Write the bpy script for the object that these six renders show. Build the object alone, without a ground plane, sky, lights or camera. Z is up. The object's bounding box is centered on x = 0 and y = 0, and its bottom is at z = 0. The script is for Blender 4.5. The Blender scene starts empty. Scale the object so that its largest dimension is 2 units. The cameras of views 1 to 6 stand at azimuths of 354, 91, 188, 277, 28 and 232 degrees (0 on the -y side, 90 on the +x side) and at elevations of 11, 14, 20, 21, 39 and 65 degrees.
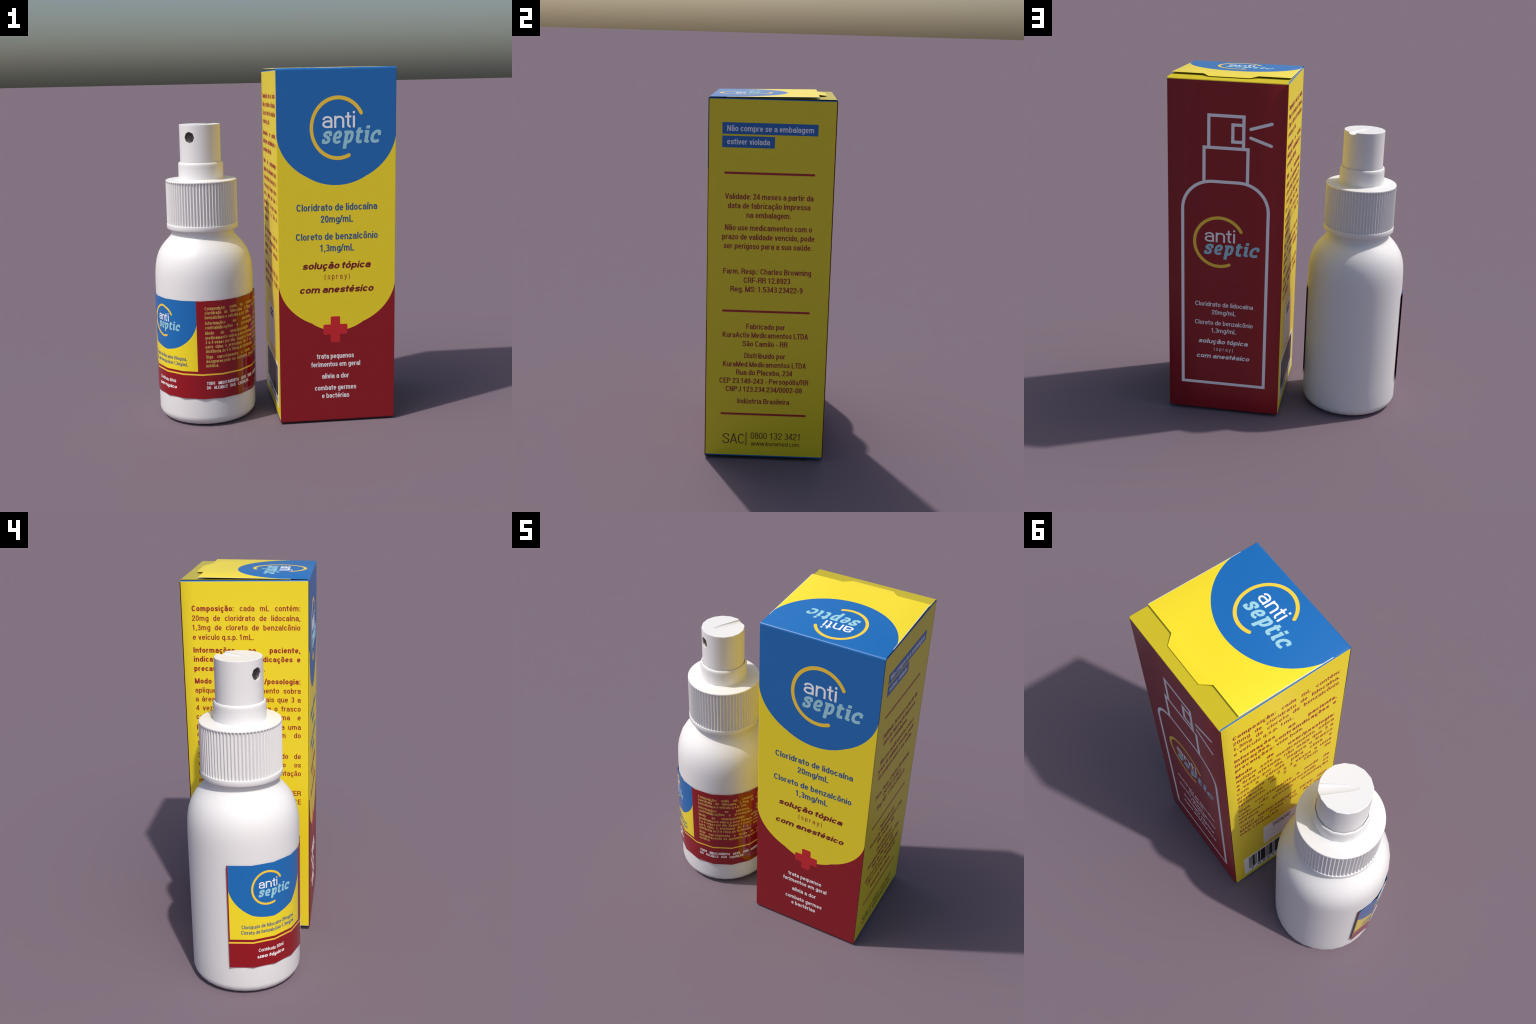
# A folded carton of antiseptic spray and its white plastic spray bottle.
# Units: metres, z up.  Everything is built from profiles, outlines and rules.
import bpy, bmesh, math
from mathutils import Vector, Matrix

SCENE = bpy.context.scene
COLL = SCENE.collection
rad = math.radians

# ------------------------------------------------------------------ materials
def new_material(name, rough=0.5, spec=0.5):
    m = bpy.data.materials.new(name)
    m.use_nodes = True
    p = m.node_tree.nodes["Principled BSDF"]
    p.inputs["Roughness"].default_value = rough
    p.inputs["Specular IOR Level"].default_value = spec
    return m, m.node_tree, p

def plain(name, col, rough=0.5, spec=0.5, grain=0.0):
    """One flat colour, with a very faint noise so that it is not dead uniform."""
    m, nt, p = new_material(name, rough, spec)
    if grain:
        tc = nt.nodes.new("ShaderNodeTexCoord")
        no = nt.nodes.new("ShaderNodeTexNoise"); no.inputs["Scale"].default_value = 9.0
        no.inputs["Detail"].default_value = 4.0
        mx = nt.nodes.new("ShaderNodeMix"); mx.data_type = 'RGBA'
        mx.inputs[6].default_value = (*[c * (1 - grain) for c in col], 1)
        mx.inputs[7].default_value = (*[min(1, c * (1 + grain)) for c in col], 1)
        nt.links.new(tc.outputs["Object"], no.inputs["Vector"])
        nt.links.new(no.outputs["Fac"], mx.inputs[0])
        nt.links.new(mx.outputs[2], p.inputs["Base Color"])
    else:
        p.inputs["Base Color"].default_value = (*col, 1)
    return m

YELLOW = (0.91, 0.722, 0.022)
BLUE = (0.011, 0.150, 0.457)
RED = (0.287, 0.0060, 0.0115)
CROSS_RED = (0.60, 0.018, 0.024)
GOLD = (0.93, 0.62, 0.050)
PALE_BLUE = (0.34, 0.64, 0.73)
WHITE_INK = (0.93, 0.93, 0.93)
WHITE_PLASTIC = (0.795, 0.785, 0.785)
NAVY_INK = (0.040, 0.115, 0.250)
DARK_RED_INK = (0.19, 0.010, 0.014)
PRINT = dict(rough=0.36, spec=0.5)

M = {
    "yellow": plain("yellow_print", YELLOW, grain=0.02, **PRINT),
    "blue": plain("blue_print", BLUE, **PRINT),
    "red": plain("red_print", RED, grain=0.02, **PRINT),
    "cross": plain("bright_red_print", CROSS_RED, **PRINT),
    "rule": plain("rule_red_print", (0.42, 0.014, 0.022), **PRINT),
    "gold": plain("gold_print", GOLD, **PRINT),
    "pale": plain("pale_blue_print", PALE_BLUE, **PRINT),
    "white": plain("white_print", WHITE_INK, **PRINT),
    "navy": plain("navy_ink", NAVY_INK, **PRINT),
    "dark_red": plain("dark_red_ink", DARK_RED_INK, **PRINT),
    "side_red": plain("side_red_ink", (0.34, 0.022, 0.020), **PRINT),
    "rust": plain("rust_ink", (0.33, 0.045, 0.015), **PRINT),
    "brown": plain("brown_ink", (0.14, 0.035, 0.012), **PRINT),
    "black": plain("black_ink", (0.012, 0.011, 0.012), **PRINT),
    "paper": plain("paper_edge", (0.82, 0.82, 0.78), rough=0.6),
    "lining": plain("carton_lining", (0.10, 0.08, 0.05), rough=0.9, spec=0.1),
    "plastic": plain("white_plastic", WHITE_PLASTIC, rough=0.42, spec=0.5, grain=0.004),
    "nozzle": plain("dark_nozzle", (0.060, 0.054, 0.050), rough=0.4),
    "nozzle_bore": plain("nozzle_bore", (0.004, 0.004, 0.004), rough=0.5),
    "label_back": plain("label_back", (0.01, 0.01, 0.01), rough=0.8, spec=0.1),  # painted near-black: the occlusion shadow between label and bottle
}

class Nodes:
    """Small helper to write masks as expressions on object coordinates."""
    def __init__(self, nt):
        self.nt = nt
        tc = nt.nodes.new("ShaderNodeTexCoord")
        sp = nt.nodes.new("ShaderNodeSeparateXYZ")
        nt.links.new(tc.outputs["Object"], sp.inputs[0])
        self.x, self.y, self.z = sp.outputs
    def op(self, kind, a, b=None):
        n = self.nt.nodes.new("ShaderNodeMath"); n.operation = kind
        for i, v in enumerate((a, b)):
            if v is None: continue
            if isinstance(v, (int, float)): n.inputs[i].default_value = v
            else: self.nt.links.new(v, n.inputs[i])
        return n.outputs[0]
    def gt(self, a, b): return self.op('GREATER_THAN', a, b)
    def lt(self, a, b): return self.op('LESS_THAN', a, b)
    def both(self, a, b): return self.op('MULTIPLY', a, b)
    def either(self, a, b): return self.op('MAXIMUM', a, b)
    def ellipse(self, u, v, cu, cv, a, b):
        du = self.op('DIVIDE', self.op('SUBTRACT', u, cu), a)
        dv = self.op('DIVIDE', self.op('SUBTRACT', v, cv), b)
        return self.lt(self.op('ADD', self.op('MULTIPLY', du, du), self.op('MULTIPLY', dv, dv)), 1.0)
    def paint(self, base, layers, target):
        """base colour, then (mask, colour) layers one over another."""
        cur = None
        for mask, col in layers:
            n = self.nt.nodes.new("ShaderNodeMix"); n.data_type = 'RGBA'
            self.nt.links.new(mask, n.inputs[0])
            if cur is None: n.inputs[6].default_value = (*base, 1)
            else: self.nt.links.new(cur, n.inputs[6])
            n.inputs[7].default_value = (*col, 1)
            cur = n.outputs[2]
        self.nt.links.new(cur, target)

def front_material():
    """Red foot, yellow shield, blue shield on top of it."""
    m, nt, p = new_material("front_print", **PRINT)
    k = Nodes(nt)
    ye = k.either(k.ellipse(k.x, k.z, 0, 0.838, 0.331, 0.281), k.ellipse(k.x, k.z, 0, 0.838, 0.27, 0.300))
    ye = k.either(ye, k.gt(k.z, 0.838))
    bl = k.either(k.ellipse(k.x, k.z, 0, 1.66, 0.331, 0.292), k.ellipse(k.x, k.z, 0, 1.66, 0.305, 0.301))
    bl = k.either(bl, k.gt(k.z, 1.66))
    k.paint(RED, [(ye, YELLOW), (bl, BLUE)], p.inputs["Base Color"])
    return m

def flap_material():
    m, nt, p = new_material("top_print", **PRINT)
    k = Nodes(nt)
    bl = k.either(k.ellipse(k.x, k.y, 0, -0.249, 0.331, 0.32), k.lt(k.y, -0.249))
    k.paint(YELLOW, [(bl, BLUE)], p.inputs["Base Color"])
    return m

def side_material():
    """Yellow side with the blue strips of the folds at head and foot."""
    m, nt, p = new_material("side_print", **PRINT)
    k = Nodes(nt)
    k.paint(YELLOW, [(k.either(k.gt(k.z, 1.9782), k.lt(k.z, 0.021)), BLUE)], p.inputs["Base Color"])
    return m

LABEL_R = 0.2885          # radius on which label widths are measured
def label_material():
    m, nt, p = new_material("label_print", rough=0.06, spec=0.5)
    k = Nodes(nt)
    ang = k.op('ARCTAN2', k.y, k.x)
    ang = k.op('SUBTRACT', ang, k.op('MULTIPLY', k.gt(ang, rad(120)), 2 * math.pi))
    panel = k.both(k.both(k.gt(ang, rad(-188.2)), k.lt(ang, rad(-103.0))), k.gt(k.z, 0.329))
    blue = k.either(k.ellipse(ang, k.z, rad(-145.6), 0.63, rad(43.2), 0.187), k.gt(k.z, 0.63))
    line = k.both(k.gt(k.z, 0.3065), k.lt(k.z, 0.3155))
    k.paint(RED, [(panel, YELLOW), (k.both(panel, blue), BLUE), (line, GOLD)], p.inputs["Base Color"])
    return m

M["front"] = front_material()
M["flap"] = flap_material()
M["side"] = side_material()
M["label"] = label_material()
for ink in ("gold", "pale", "white", "navy"):
    c = M[ink].node_tree.nodes["Principled BSDF"].inputs["Base Color"].default_value[:3]
    M["label_" + ink] = plain("label_%s_ink" % ink, c, rough=0.06)
M["label_sand"] = plain("label_sand_ink", (0.66, 0.42, 0.10), rough=0.06)

# ------------------------------------------------------------------ mesh helpers
def add_object(name, verts, faces, mats, parent, mat_index=None, smooth=None):
    me = bpy.data.meshes.new(name)
    me.from_pydata([tuple(v) for v in verts], [], faces)
    for mt in mats: me.materials.append(M[mt])
    if mat_index:
        for p, i in zip(me.polygons, mat_index): p.material_index = i
    me.update()
    ob = bpy.data.objects.new(name, me)
    COLL.objects.link(ob)
    ob.parent = parent
    if smooth is not None: smooth_by_angle(ob, smooth)
    return ob

def smooth_by_angle(ob, deg):
    me = ob.data
    bm = bmesh.new(); bm.from_mesh(me)
    bmesh.ops.recalc_face_normals(bm, faces=bm.faces)
    for f in bm.faces: f.smooth = True
    for e in bm.edges:
        e.smooth = not (len(e.link_faces) == 2 and e.calc_face_angle(0) > rad(deg))
    bm.to_mesh(me); bm.free()

def empty(name, loc, label, category):
    e = bpy.data.objects.new(name, None)
    e.location = loc
    COLL.objects.link(e)
    e["label"] = label; e["category"] = category
    return e

def lathe(name, profile, segs, mats, parent, phase=0.0, smooth=40, cap=(False, False)):
    """profile: list of (radius, z) from bottom to top."""
    vs, fs = [], []
    for r, z in profile:
        for i in range(segs):
            a = rad(phase) + 2 * math.pi * i / segs
            vs.append((r * math.cos(a), r * math.sin(a), z))
    for j in range(len(profile) - 1):
        for i in range(segs):
            k = (i + 1) % segs
            fs.append((j * segs + i, j * segs + k, (j + 1) * segs + k, (j + 1) * segs + i))
    if cap[0]: fs.append(tuple(range(segs))[::-1])
    if cap[1]: fs.append(tuple((len(profile) - 1) * segs + i for i in range(segs)))
    return add_object(name, vs, fs, mats, parent, smooth=smooth)

def apply_modifiers(ob):
    dg = bpy.context.evaluated_depsgraph_get(); dg.update()
    me = bpy.data.meshes.new_from_object(ob.evaluated_get(dg))
    ob.modifiers.clear()
    old = ob.data; ob.data = me
    bpy.data.meshes.remove(old)

def cut(ob, cutter):
    md = ob.modifiers.new("cut", 'BOOLEAN'); md.object = cutter
    md.operation = 'DIFFERENCE'; md.solver = 'EXACT'
    apply_modifiers(ob)
    bpy.data.objects.remove(cutter)

# ------------------------------------------------------------------ flat artwork
# A "frame" maps flat (s, t, h) to 3D: s to the right and t up as one reads, h out.
def ink_object(name, verts, faces, frame, mat, parent, height=0.0005, splits=()):
    """Turn flat artwork into a thin raised layer on a frame."""
    bm = bmesh.new()
    bv = [bm.verts.new((v[0], v[1], 1e-3 * (v[2] if len(v) > 2 else 0))) for v in verts]
    for f in faces:
        try: bm.faces.new([bv[i] for i in f])
        except ValueError: pass
    bmesh.ops.remove_doubles(bm, verts=bm.verts, dist=1e-7)
    for s in splits:
        bmesh.ops.bisect_plane(bm, geom=bm.verts[:] + bm.edges[:] + bm.faces[:], plane_co=(s, 0, 0), plane_no=(1, 0, 0))
    for f in bm.faces:
        if f.normal.z < 0: f.normal_flip()
    rim = [e for e in bm.edges if len(e.link_faces) == 1]
    ext = bmesh.ops.extrude_edge_only(bm, edges=rim)
    low = [g for g in ext["geom"] if isinstance(g, bmesh.types.BMVert)]
    lowset = set(low)
    for v in bm.verts:
        h = -0.0006 if v in lowset else height + 0.07 * v.co.z
        v.co = frame(v.co.x, v.co.y, h)
    bmesh.ops.recalc_face_normals(bm, faces=bm.faces)
    me = bpy.data.meshes.new(name); bm.to_mesh(me); bm.free()
    me.materials.append(M[mat])
    ob = bpy.data.objects.new(name, me)
    COLL.objects.link(ob); ob.parent = parent
    return ob

def bounds(vs):
    xs = [v[0] for v in vs]
    return min(xs), max(xs)

def line_of_type(text, s0, s1, base, cap, frame, mat, parent, pen=0.135, slant=0.0, track=0.0, splits=(), name="lettering", height=0.0005):
    """Set one line between s0 and s1 on a base line, capitals `cap` high."""
    vs, fs = type_mesh(text, pen, slant, track, 1.4 if slant else 1.0)
    a, b = bounds(vs)
    ky = cap / CAP; kx = (s1 - s0) / (b - a)
    vs = [(s0 + (x - a) * kx, base + y * ky, l) for x, y, l in vs]
    return ink_object(name, vs, fs, frame, mat, parent, height, splits)

def justified(words, s0, s1, base, cap, kx, frame, mat, parent, track=0.02, full=True, splits=()):
    """Words are (text, pen); blanks are stretched so that the line fills s0..s1."""
    parts = []
    for text, pen in words:
        vs, fs = type_mesh(text, pen, 0, track)
        a, b = bounds(vs)
        parts.append(([(x - a, y, l) for x, y, l in vs], fs, b - a))
    total = sum(p[2] for p in parts)
    gap = 0.34
    if full and len(parts) > 1:
        gap = ((s1 - s0) / kx - total) / (len(parts) - 1)
        if gap < 0.26:                     # too tight: narrow the letters instead
            kx = (s1 - s0) / (total + 0.26 * (len(parts) - 1)); gap = 0.26
    V, Fc, pos = [], [], 0.0
    ky = cap / CAP
    for vs, fs, w in parts:
        o = len(V)
        V += [(s0 + (pos + x) * kx, base + y * ky, l) for x, y, l in vs]
        Fc += [tuple(i + o for i in f) for f in fs]
        pos += w + gap
    return ink_object("lettering", V, Fc, frame, mat, parent, splits=splits)

def smooth_path(pts, n=6):
    """Catmull-Rom through the points."""
    P = [Vector((*p, 0)) for p in pts]
    if len(P) < 3: return [(p.x, p.y) for p in P]
    P = [2 * P[0] - P[1]] + P + [2 * P[-1] - P[-2]]
    out = []
    for i in range(1, len(P) - 2):
        for j in range(n):
            t = j / n
            a, b, c, d = P[i - 1], P[i], P[i + 1], P[i + 2]
            q = 0.5 * (2 * b + (c - a) * t + (2 * a - 5 * b + 4 * c - d) * t * t + (3 * b - a - 3 * c + d) * t ** 3)
            out.append((q.x, q.y))
    out.append((P[-2].x, P[-2].y))
    return out

def stroke(path, w, round_ends=True, closed=False):
    """Ribbon of width w along a path: (verts, faces)."""
    P = [Vector((*p, 0)) for p in path]
    n = len(P)
    V, F = [], []
    for i in range(n):
        if closed: d0, d1 = P[i] - P[i - 1], P[(i + 1) % n] - P[i]
        else: d0, d1 = P[i] - P[max(i - 1, 0)], P[min(i + 1, n - 1)] - P[i]
        if d0.length < 1e-9: d0 = d1
        if d1.length < 1e-9: d1 = d0
        d0.normalize(); d1.normalize()
        t = (d0 + d1).normalized()
        nrm = Vector((-t.y, t.x, 0)) * (w / 2 / max(0.4, math.sqrt((1 + d0.dot(d1)) / 2)))
        V += [(P[i] + nrm)[:2], (P[i] - nrm)[:2]]
    for i in range(n - 1 + (1 if closed else 0)):
        a, b = 2 * i, 2 * ((i + 1) % n)
        F.append((a + 1, b + 1, b, a))
    if round_ends and not closed:
        for end, nb in ((0, 1), (n - 1, n - 2)):
            d = (P[end] - P[nb]).normalized(); nn = Vector((-d.y, d.x, 0))
            o = len(V)
            L = 2 * end if end else 2 * end + 1      # vertex on the +nn side
            ids = []
            for k in range(1, 8):
                a = math.pi * k / 8
                q = P[end] + (nn * math.cos(a) + d * math.sin(a)) * (w / 2)
                ids.append(len(V)); V.append(q[:2])
            first, last = (2 * end, 2 * end + 1) if end else (1, 0)
            F.append((first, *ids, last))
    return V, F

def affine(vs, fn): return [fn(*v) for v in vs]

# ------------------------------------------------------------------ lettering
# A narrow grotesque drawn with a pen of constant width w.  Capitals are 1 high,
# small letters 0.73; every glyph is a few strokes (centre lines) and an advance.
XH, DESC, SB = 0.73, -0.27, 0.036
CAP = 1.0
WIDE = [1.0]                 # widening of the letters, for extended type

def bow(x0, x1, y0, y1, w, a0=0.0, a1=360.0, n=None, e=2.15):
    """Arc of a squarish oval whose outer edge fills the box."""
    cx, cy, rx, ry = (x0 + x1) / 2, (y0 + y1) / 2, (x1 - x0 - w) / 2, (y1 - y0 - w) / 2
    n = n or max(4, int(abs(a1 - a0) / 18))
    out = []
    for k in range(n + 1):
        a = rad(a0 + (a1 - a0) * k / n)
        c, s = math.cos(a), math.sin(a)
        out.append((cx + rx * math.copysign(abs(c) ** (2 / e), c), cy + ry * math.copysign(abs(s) ** (2 / e), s)))
    return out

ACCENTED = {"á": "a'", "é": "e'", "í": "i'", "ó": "o'", "ú": "u'", "â": "a^", "ê": "e^", "ô": "o^", "ã": "a~", "õ": "o~", "ç": "c,", "Ç": "C,"}

def glyph(ch, w):
    """(advance, strokes); a stroke is a path, or (path, True) when closed."""
    h = w / 2
    if ch in ACCENTED:
        base, mark = ACCENTED[ch]
        adv, st = glyph("ı" if base == "i" else base, w)
        m, t = adv / 2, min(w, 0.13)
        st = list(st)
        if mark == "'": st.append([(m - 0.03, 0.82), (m + 0.09, 1.01)])
        if mark == "^": st += [[(m - 0.14, 0.84), (m, 0.99), (m + 0.14, 0.84)]]
        if mark == "~": st.append([(m - 0.16, 0.86), (m - 0.08, 0.94), (m + 0.06, 0.87), (m + 0.15, 0.95)])
        if mark == ",": st.append([(m, 0.0), (m + 0.01, -0.10), (m + 0.07, -0.17), (m - 0.02, -0.24), (m - 0.10, -0.22)])
        return adv, st
    l = SB                                    # left edge of the letter
    r = l + 0.34 * WIDE[0] + w * 0.85                   # right edge of a round small letter
    lo, ro = l + h, r - h                     # centre lines of its stems
    adv = r + SB
    oval = (bow(l, r, 0, XH, w)[:-1], True)
    arch = lambda a, b: [(a, 0.40)] + bow(a - h, b + h, 0.15, XH, w, 168, 0, 10) + [(b, 0.0)]
    stem = lambda x, y0, y1: [(x, y0), (x, y1)]
    C = l + 0.42 * WIDE[0] + w * 0.85; cl, cr = l + h, C - h       # capitals
    cadv = C + SB
    if ch == " ": return 0.24, []
    if ch == "a": return adv, [[(lo, 0.50)] + bow(l, r, 0.18, XH, w, 158, 0, 9) + [(ro, 0.0)], [(ro, 0.41)] + bow(l, r + 0.02, 0, 0.41 + h, w, 96, 318, 11)]
    if ch == "b": return adv, [stem(lo, 0, 1), oval]
    if ch == "c": return adv - 0.02, [bow(l, r, 0, XH, w, 32, 328, 15)]
    if ch == "d": return adv, [stem(ro, 0, 1), oval]
    if ch == "e": return adv, [[(lo, XH / 2), (ro, XH / 2)], bow(l, r, 0, XH, w, -4, 322, 16)]
    if ch == "f": return l + 0.20 + w * 0.85, [[(l + 0.07 + h, 0), (l + 0.07 + h, 0.78)] + bow(l + 0.07, l + 0.50, 0.5, 1.0, w, 165, 92, 5), [(l - 0.03, XH - h), (l + 0.19 + w * 0.9, XH - h)]]
    if ch == "g": return adv, [oval, [(ro, XH), (ro, 0.0)] + bow(l, r, DESC, 0.22, w, -15, -150, 8)]
    if ch == "h": return adv, [stem(lo, 0, 1), arch(lo, ro)]
    if ch in "iı": return 2 * SB + w, [stem(lo, 0, XH)] + ([stem(lo, 0.86, 1.0)] if ch == "i" else [])
    if ch == "j": return 2 * SB + w, [[(lo, XH), (lo, -0.10), (lo - 0.04, -0.20), (lo - 0.14, -0.22)], stem(lo, 0.86, 1.0)]
    if ch == "k": return adv - 0.02, [stem(lo, 0, 1), [(lo, 0.26), (ro, XH)], [(lo + 0.10, 0.36), (ro + 0.01, 0)]]
    if ch == "l": return 2 * SB + w, [stem(lo, 0, 1)]
    if ch == "m":
        d = ro - lo - 0.03
        return adv + d, [stem(lo, 0, XH), arch(lo, lo + d), arch(lo + d, lo + 2 * d)]
    if ch == "n": return adv, [stem(lo, 0, XH), arch(lo, ro)]
    if ch == "o": return adv, [oval]
    if ch == "p": return adv, [stem(lo, DESC, XH), oval]
    if ch == "q": return adv, [stem(ro, DESC, XH), oval]
    if ch == "r": return l + w + 0.21, [stem(lo, 0, XH), [(lo, 0.38)] + bow(l, l + 0.44 + w * .4, 0.15, XH, w, 165, 78, 6)]
    if ch == "s":
        k = (r - l - w - 0.02); P = [(1.0, .74), (.93, .90), (.52, 1.0), (.10, .88), (.07, .68), (.45, .53), (.92, .36), (.93, .12), (.50, 0.0), (.08, .10), (.0, .26)]
        return adv - 0.03, [smooth_path([(lo + x * k, h + y * (XH - w)) for x, y in P], 3)]
    if ch == "t": return l + 0.20 + w, [[(l + 0.06 + h, 0.94), (l + 0.06 + h, 0.22)] + bow(l + 0.06, l + 0.32 + w, 0, 0.42, w, 190, 275, 5), [(l - 0.05, XH - h), (l + 0.18 + w, XH - h)]]
    if ch == "u": return adv, [stem(ro, 0, XH), [(ro, 0.33)] + bow(l, r, 0, XH - 0.15, w, -12, -180, 10) + [(lo, XH)]]
    if ch == "v": return adv - 0.04, [[(l - 0.02 + h, XH), ((l + r) / 2 - 0.02, 0)], [(r - 0.02 - h, XH), ((l + r) / 2 - 0.02, 0)]]
    if ch == "w":
        a = [l - 0.02 + h + q * 0.155 for q in range(5)]
        return a[4] + h + SB - 0.02, [[(a[0], XH), (a[1], 0)], [(a[1], 0), (a[2], XH)], [(a[2], XH), (a[3], 0)], [(a[3], 0), (a[4], XH)]]
    if ch == "x": return adv - 0.04, [[(lo - 0.02, XH), (ro, 0)], [(ro, XH), (lo - 0.02, 0)]]
    if ch == "y": return adv - 0.04, [[(l - 0.02 + h, XH), ((l + r) / 2, 0.06)], [(r - 0.02 - h, XH), ((l + r) / 2 - 0.03, -0.10), (l + 0.12, -0.21), (l + 0.02, -0.21)]]
    if ch == "z": return adv - 0.06, [[(l, XH - h), (r - 0.06, XH - h)], [(ro - 0.06, XH - h), (lo, h)], [(l, h), (r - 0.05, h)]]
    if ch == "A": return cadv, [[(cl - 0.02, 0), ((l + C) / 2, 1.0)], [(cr + 0.02, 0), ((l + C) / 2, 1.0)], [(l + 0.12, 0.32), (C - 0.12, 0.32)]]
    if ch == "B": return cadv, [stem(cl, 0, 1), [(cl, 1 - h), (cl + 0.12, 1 - h)] + bow(l, C - 0.02, 0.49, 1.0, w, 70, -70, 8) + [(cl, 0.49 + h)], [(cl + 0.12, 0.49 + h)] + bow(l, C, 0, 0.56, w, 70, -70, 8) + [(cl, h)]]
    if ch == "C": return cadv, [bow(l, C, 0, 1, w, 35, 325, 16)]
    if ch == "D": return cadv, [stem(cl, 0, 1), [(cl, 1 - h), (cl + 0.10, 1 - h)] + bow(l - 0.08, C, 0, 1, w, 75, -75, 11) + [(cl + 0.10, h), (cl, h)]]
    if ch == "E": return cadv - 0.05, [stem(cl, 0, 1), [(cl, 1 - h), (C - 0.05, 1 - h)], [(cl, 0.52), (C - 0.08, 0.52)], [(cl, h), (C - 0.04, h)]]
    if ch == "F": return cadv - 0.07, [stem(cl, 0, 1), [(cl, 1 - h), (C - 0.05, 1 - h)], [(cl, 0.50), (C - 0.09, 0.50)]]
    if ch == "G": return cadv, [bow(l, C, 0, 1, w, 35, 320, 16), [(C - 0.22, 0.44), (cr, 0.44), (cr, 0.0)]]
    if ch == "H": return cadv, [stem(cl, 0, 1), stem(cr, 0, 1), [(cl, 0.52), (cr, 0.52)]]
    if ch == "I": return 2 * SB + w, [stem(lo, 0, 1)]
    if ch == "J": return cadv - 0.08, [[(cr - 0.08, 1), (cr - 0.08, 0.25)] + bow(l, C - 0.08, 0, 0.5, w, 0, -170, 9)]
    if ch == "K": return cadv, [stem(cl, 0, 1), [(cl, 0.34), (cr, 1)], [(cl + 0.13, 0.50), (cr + 0.02, 0)]]
    if ch == "L": return cadv - 0.09, [stem(cl, 0, 1), [(cl, h), (C - 0.07, h)]]
    if ch == "M": return cadv + 0.14, [stem(cl, 0, 1), stem(cr + 0.14, 0, 1), [(cl, 1.0), ((l + C) / 2 + 0.07, 0.02)], [(cr + 0.14, 1.0), ((l + C) / 2 + 0.07, 0.02)]]
    if ch == "N": return cadv, [stem(cl, 0, 1), stem(cr, 0, 1), [(cl, 1.0), (cr, 0.0)]]
    if ch in "OQ": return cadv + 0.02, [(bow(l, C + 0.02, 0, 1, w)[:-1], True)] + ([[(C - 0.2, 0.22), (C + 0.02, -0.03)]] if ch == "Q" else [])
    if ch in "PR":
        st = [stem(cl, 0, 1), [(cl, 1 - h), (cl + 0.12, 1 - h)] + bow(l, C, 0.44, 1.0, w, 70, -70, 8) + [(cl, 0.44 + h)]]
        if ch == "R": st.append([(cr - 0.09, 0.46), (cr - 0.02, 0.34), (cr - 0.005, 0.12), (cr + 0.02, 0.0)])
        return cadv, st
    if ch == "S":
        k = C - l - w; P = [(1.0, .72), (.93, .90), (.52, 1.0), (.09, .90), (.05, .70), (.45, .55), (.94, .38), (.95, .12), (.50, 0.0), (.06, .09), (.0, .28)]
        return cadv, [smooth_path([(cl + x * k, h + y * (1 - w)) for x, y in P], 3)]
    if ch == "T": return cadv - 0.06, [stem((l + C) / 2 - 0.03, 0, 1), [(l - 0.03, 1 - h), (C - 0.03, 1 - h)]]
    if ch == "U": return cadv, [[(cl, 1), (cl, 0.3)] + bow(l, C, 0, 0.6, w, 180, 360, 10) + [(cr, 1)]]
    if ch == "V": return cadv - 0.02, [[(cl - 0.03, 1), ((l + C) / 2 - 0.01, 0)], [(cr + 0.01, 1), ((l + C) / 2 - 0.01, 0)]]
    D = l + 0.33 + w * 0.85; dl, dr = l + h, D - h; dadv = D + SB   # figures
    if ch == "0": return dadv, [(bow(l, D, 0, 1, w)[:-1], True)]
    if ch == "1": return dadv, [stem(l + 0.23, 0, 1), [(l + 0.04, 0.76), (l + 0.14, 0.79), (l + 0.21, 0.90), (l + 0.23, 0.99)]]
    if ch == "2": return dadv, [[(dl, 0.66)] + bow(l, D, 0.42, 1, w, 165, -20, 10) + [(l + 0.20, 0.36), (dl, 0.14), (dl, h)], [(dl, h), (D, h)]]
    if ch == "3": return dadv, [bow(l, D - 0.01, 0.47, 1, w, 160, -75, 11) + [(l + 0.15, 0.47 + h)], [(l + 0.15, 0.47 + h)] + bow(l, D, 0, 0.54 + h, w, 75, -160, 11)]
    if ch == "4": return dadv, [stem(dr - 0.06, 0, 1), [(dr - 0.06, 0.96), (dl - 0.02, 0.30)], [(l - 0.03, 0.27), (D + 0.01, 0.27)]]
    if ch == "5": return dadv, [[(D - 0.02, 1 - h), (dl + 0.03, 1 - h), (dl, 0.50)], [(dl, 0.48)] + bow(l, D, 0, 0.65, w, 130, -155, 12)]
    if ch == "6": return dadv, [(bow(l, D, 0, 0.62, w)[:-1], True), bow(l, D, 0, 1, w, 40, 190, 9)]
    if ch == "7": return dadv, [[(l, 1 - h), (D, 1 - h)], [(dr, 1 - h), (l + 0.20, 0.45), (l + 0.13, 0)]]
    if ch == "8": return dadv, [(bow(l + 0.01, D - 0.01, 0.46, 1, w)[:-1], True), (bow(l, D, 0, 0.46 + w, w)[:-1], True)]
    if ch == "9": return dadv, [(bow(l, D, 0.38, 1, w)[:-1], True), bow(l, D, 0, 1, w, -140, 10, 9)]
    if ch == ".": return 2 * SB + w, [stem(lo, 0, 0.14)]
    if ch == ",": return 2 * SB + w, [[(lo, 0.14), (lo, 0.0), (lo - 0.05, -0.13)]]
    if ch == ":": return 2 * SB + w, [stem(lo, 0, 0.14), stem(lo, 0.56, 0.70)]
    if ch == "-": return 0.36, [[(l, 0.34), (l + 0.26, 0.34)]]
    if ch == "/": return 0.34, [[(0.02, -0.03), (0.30, 1.03)]]
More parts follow.
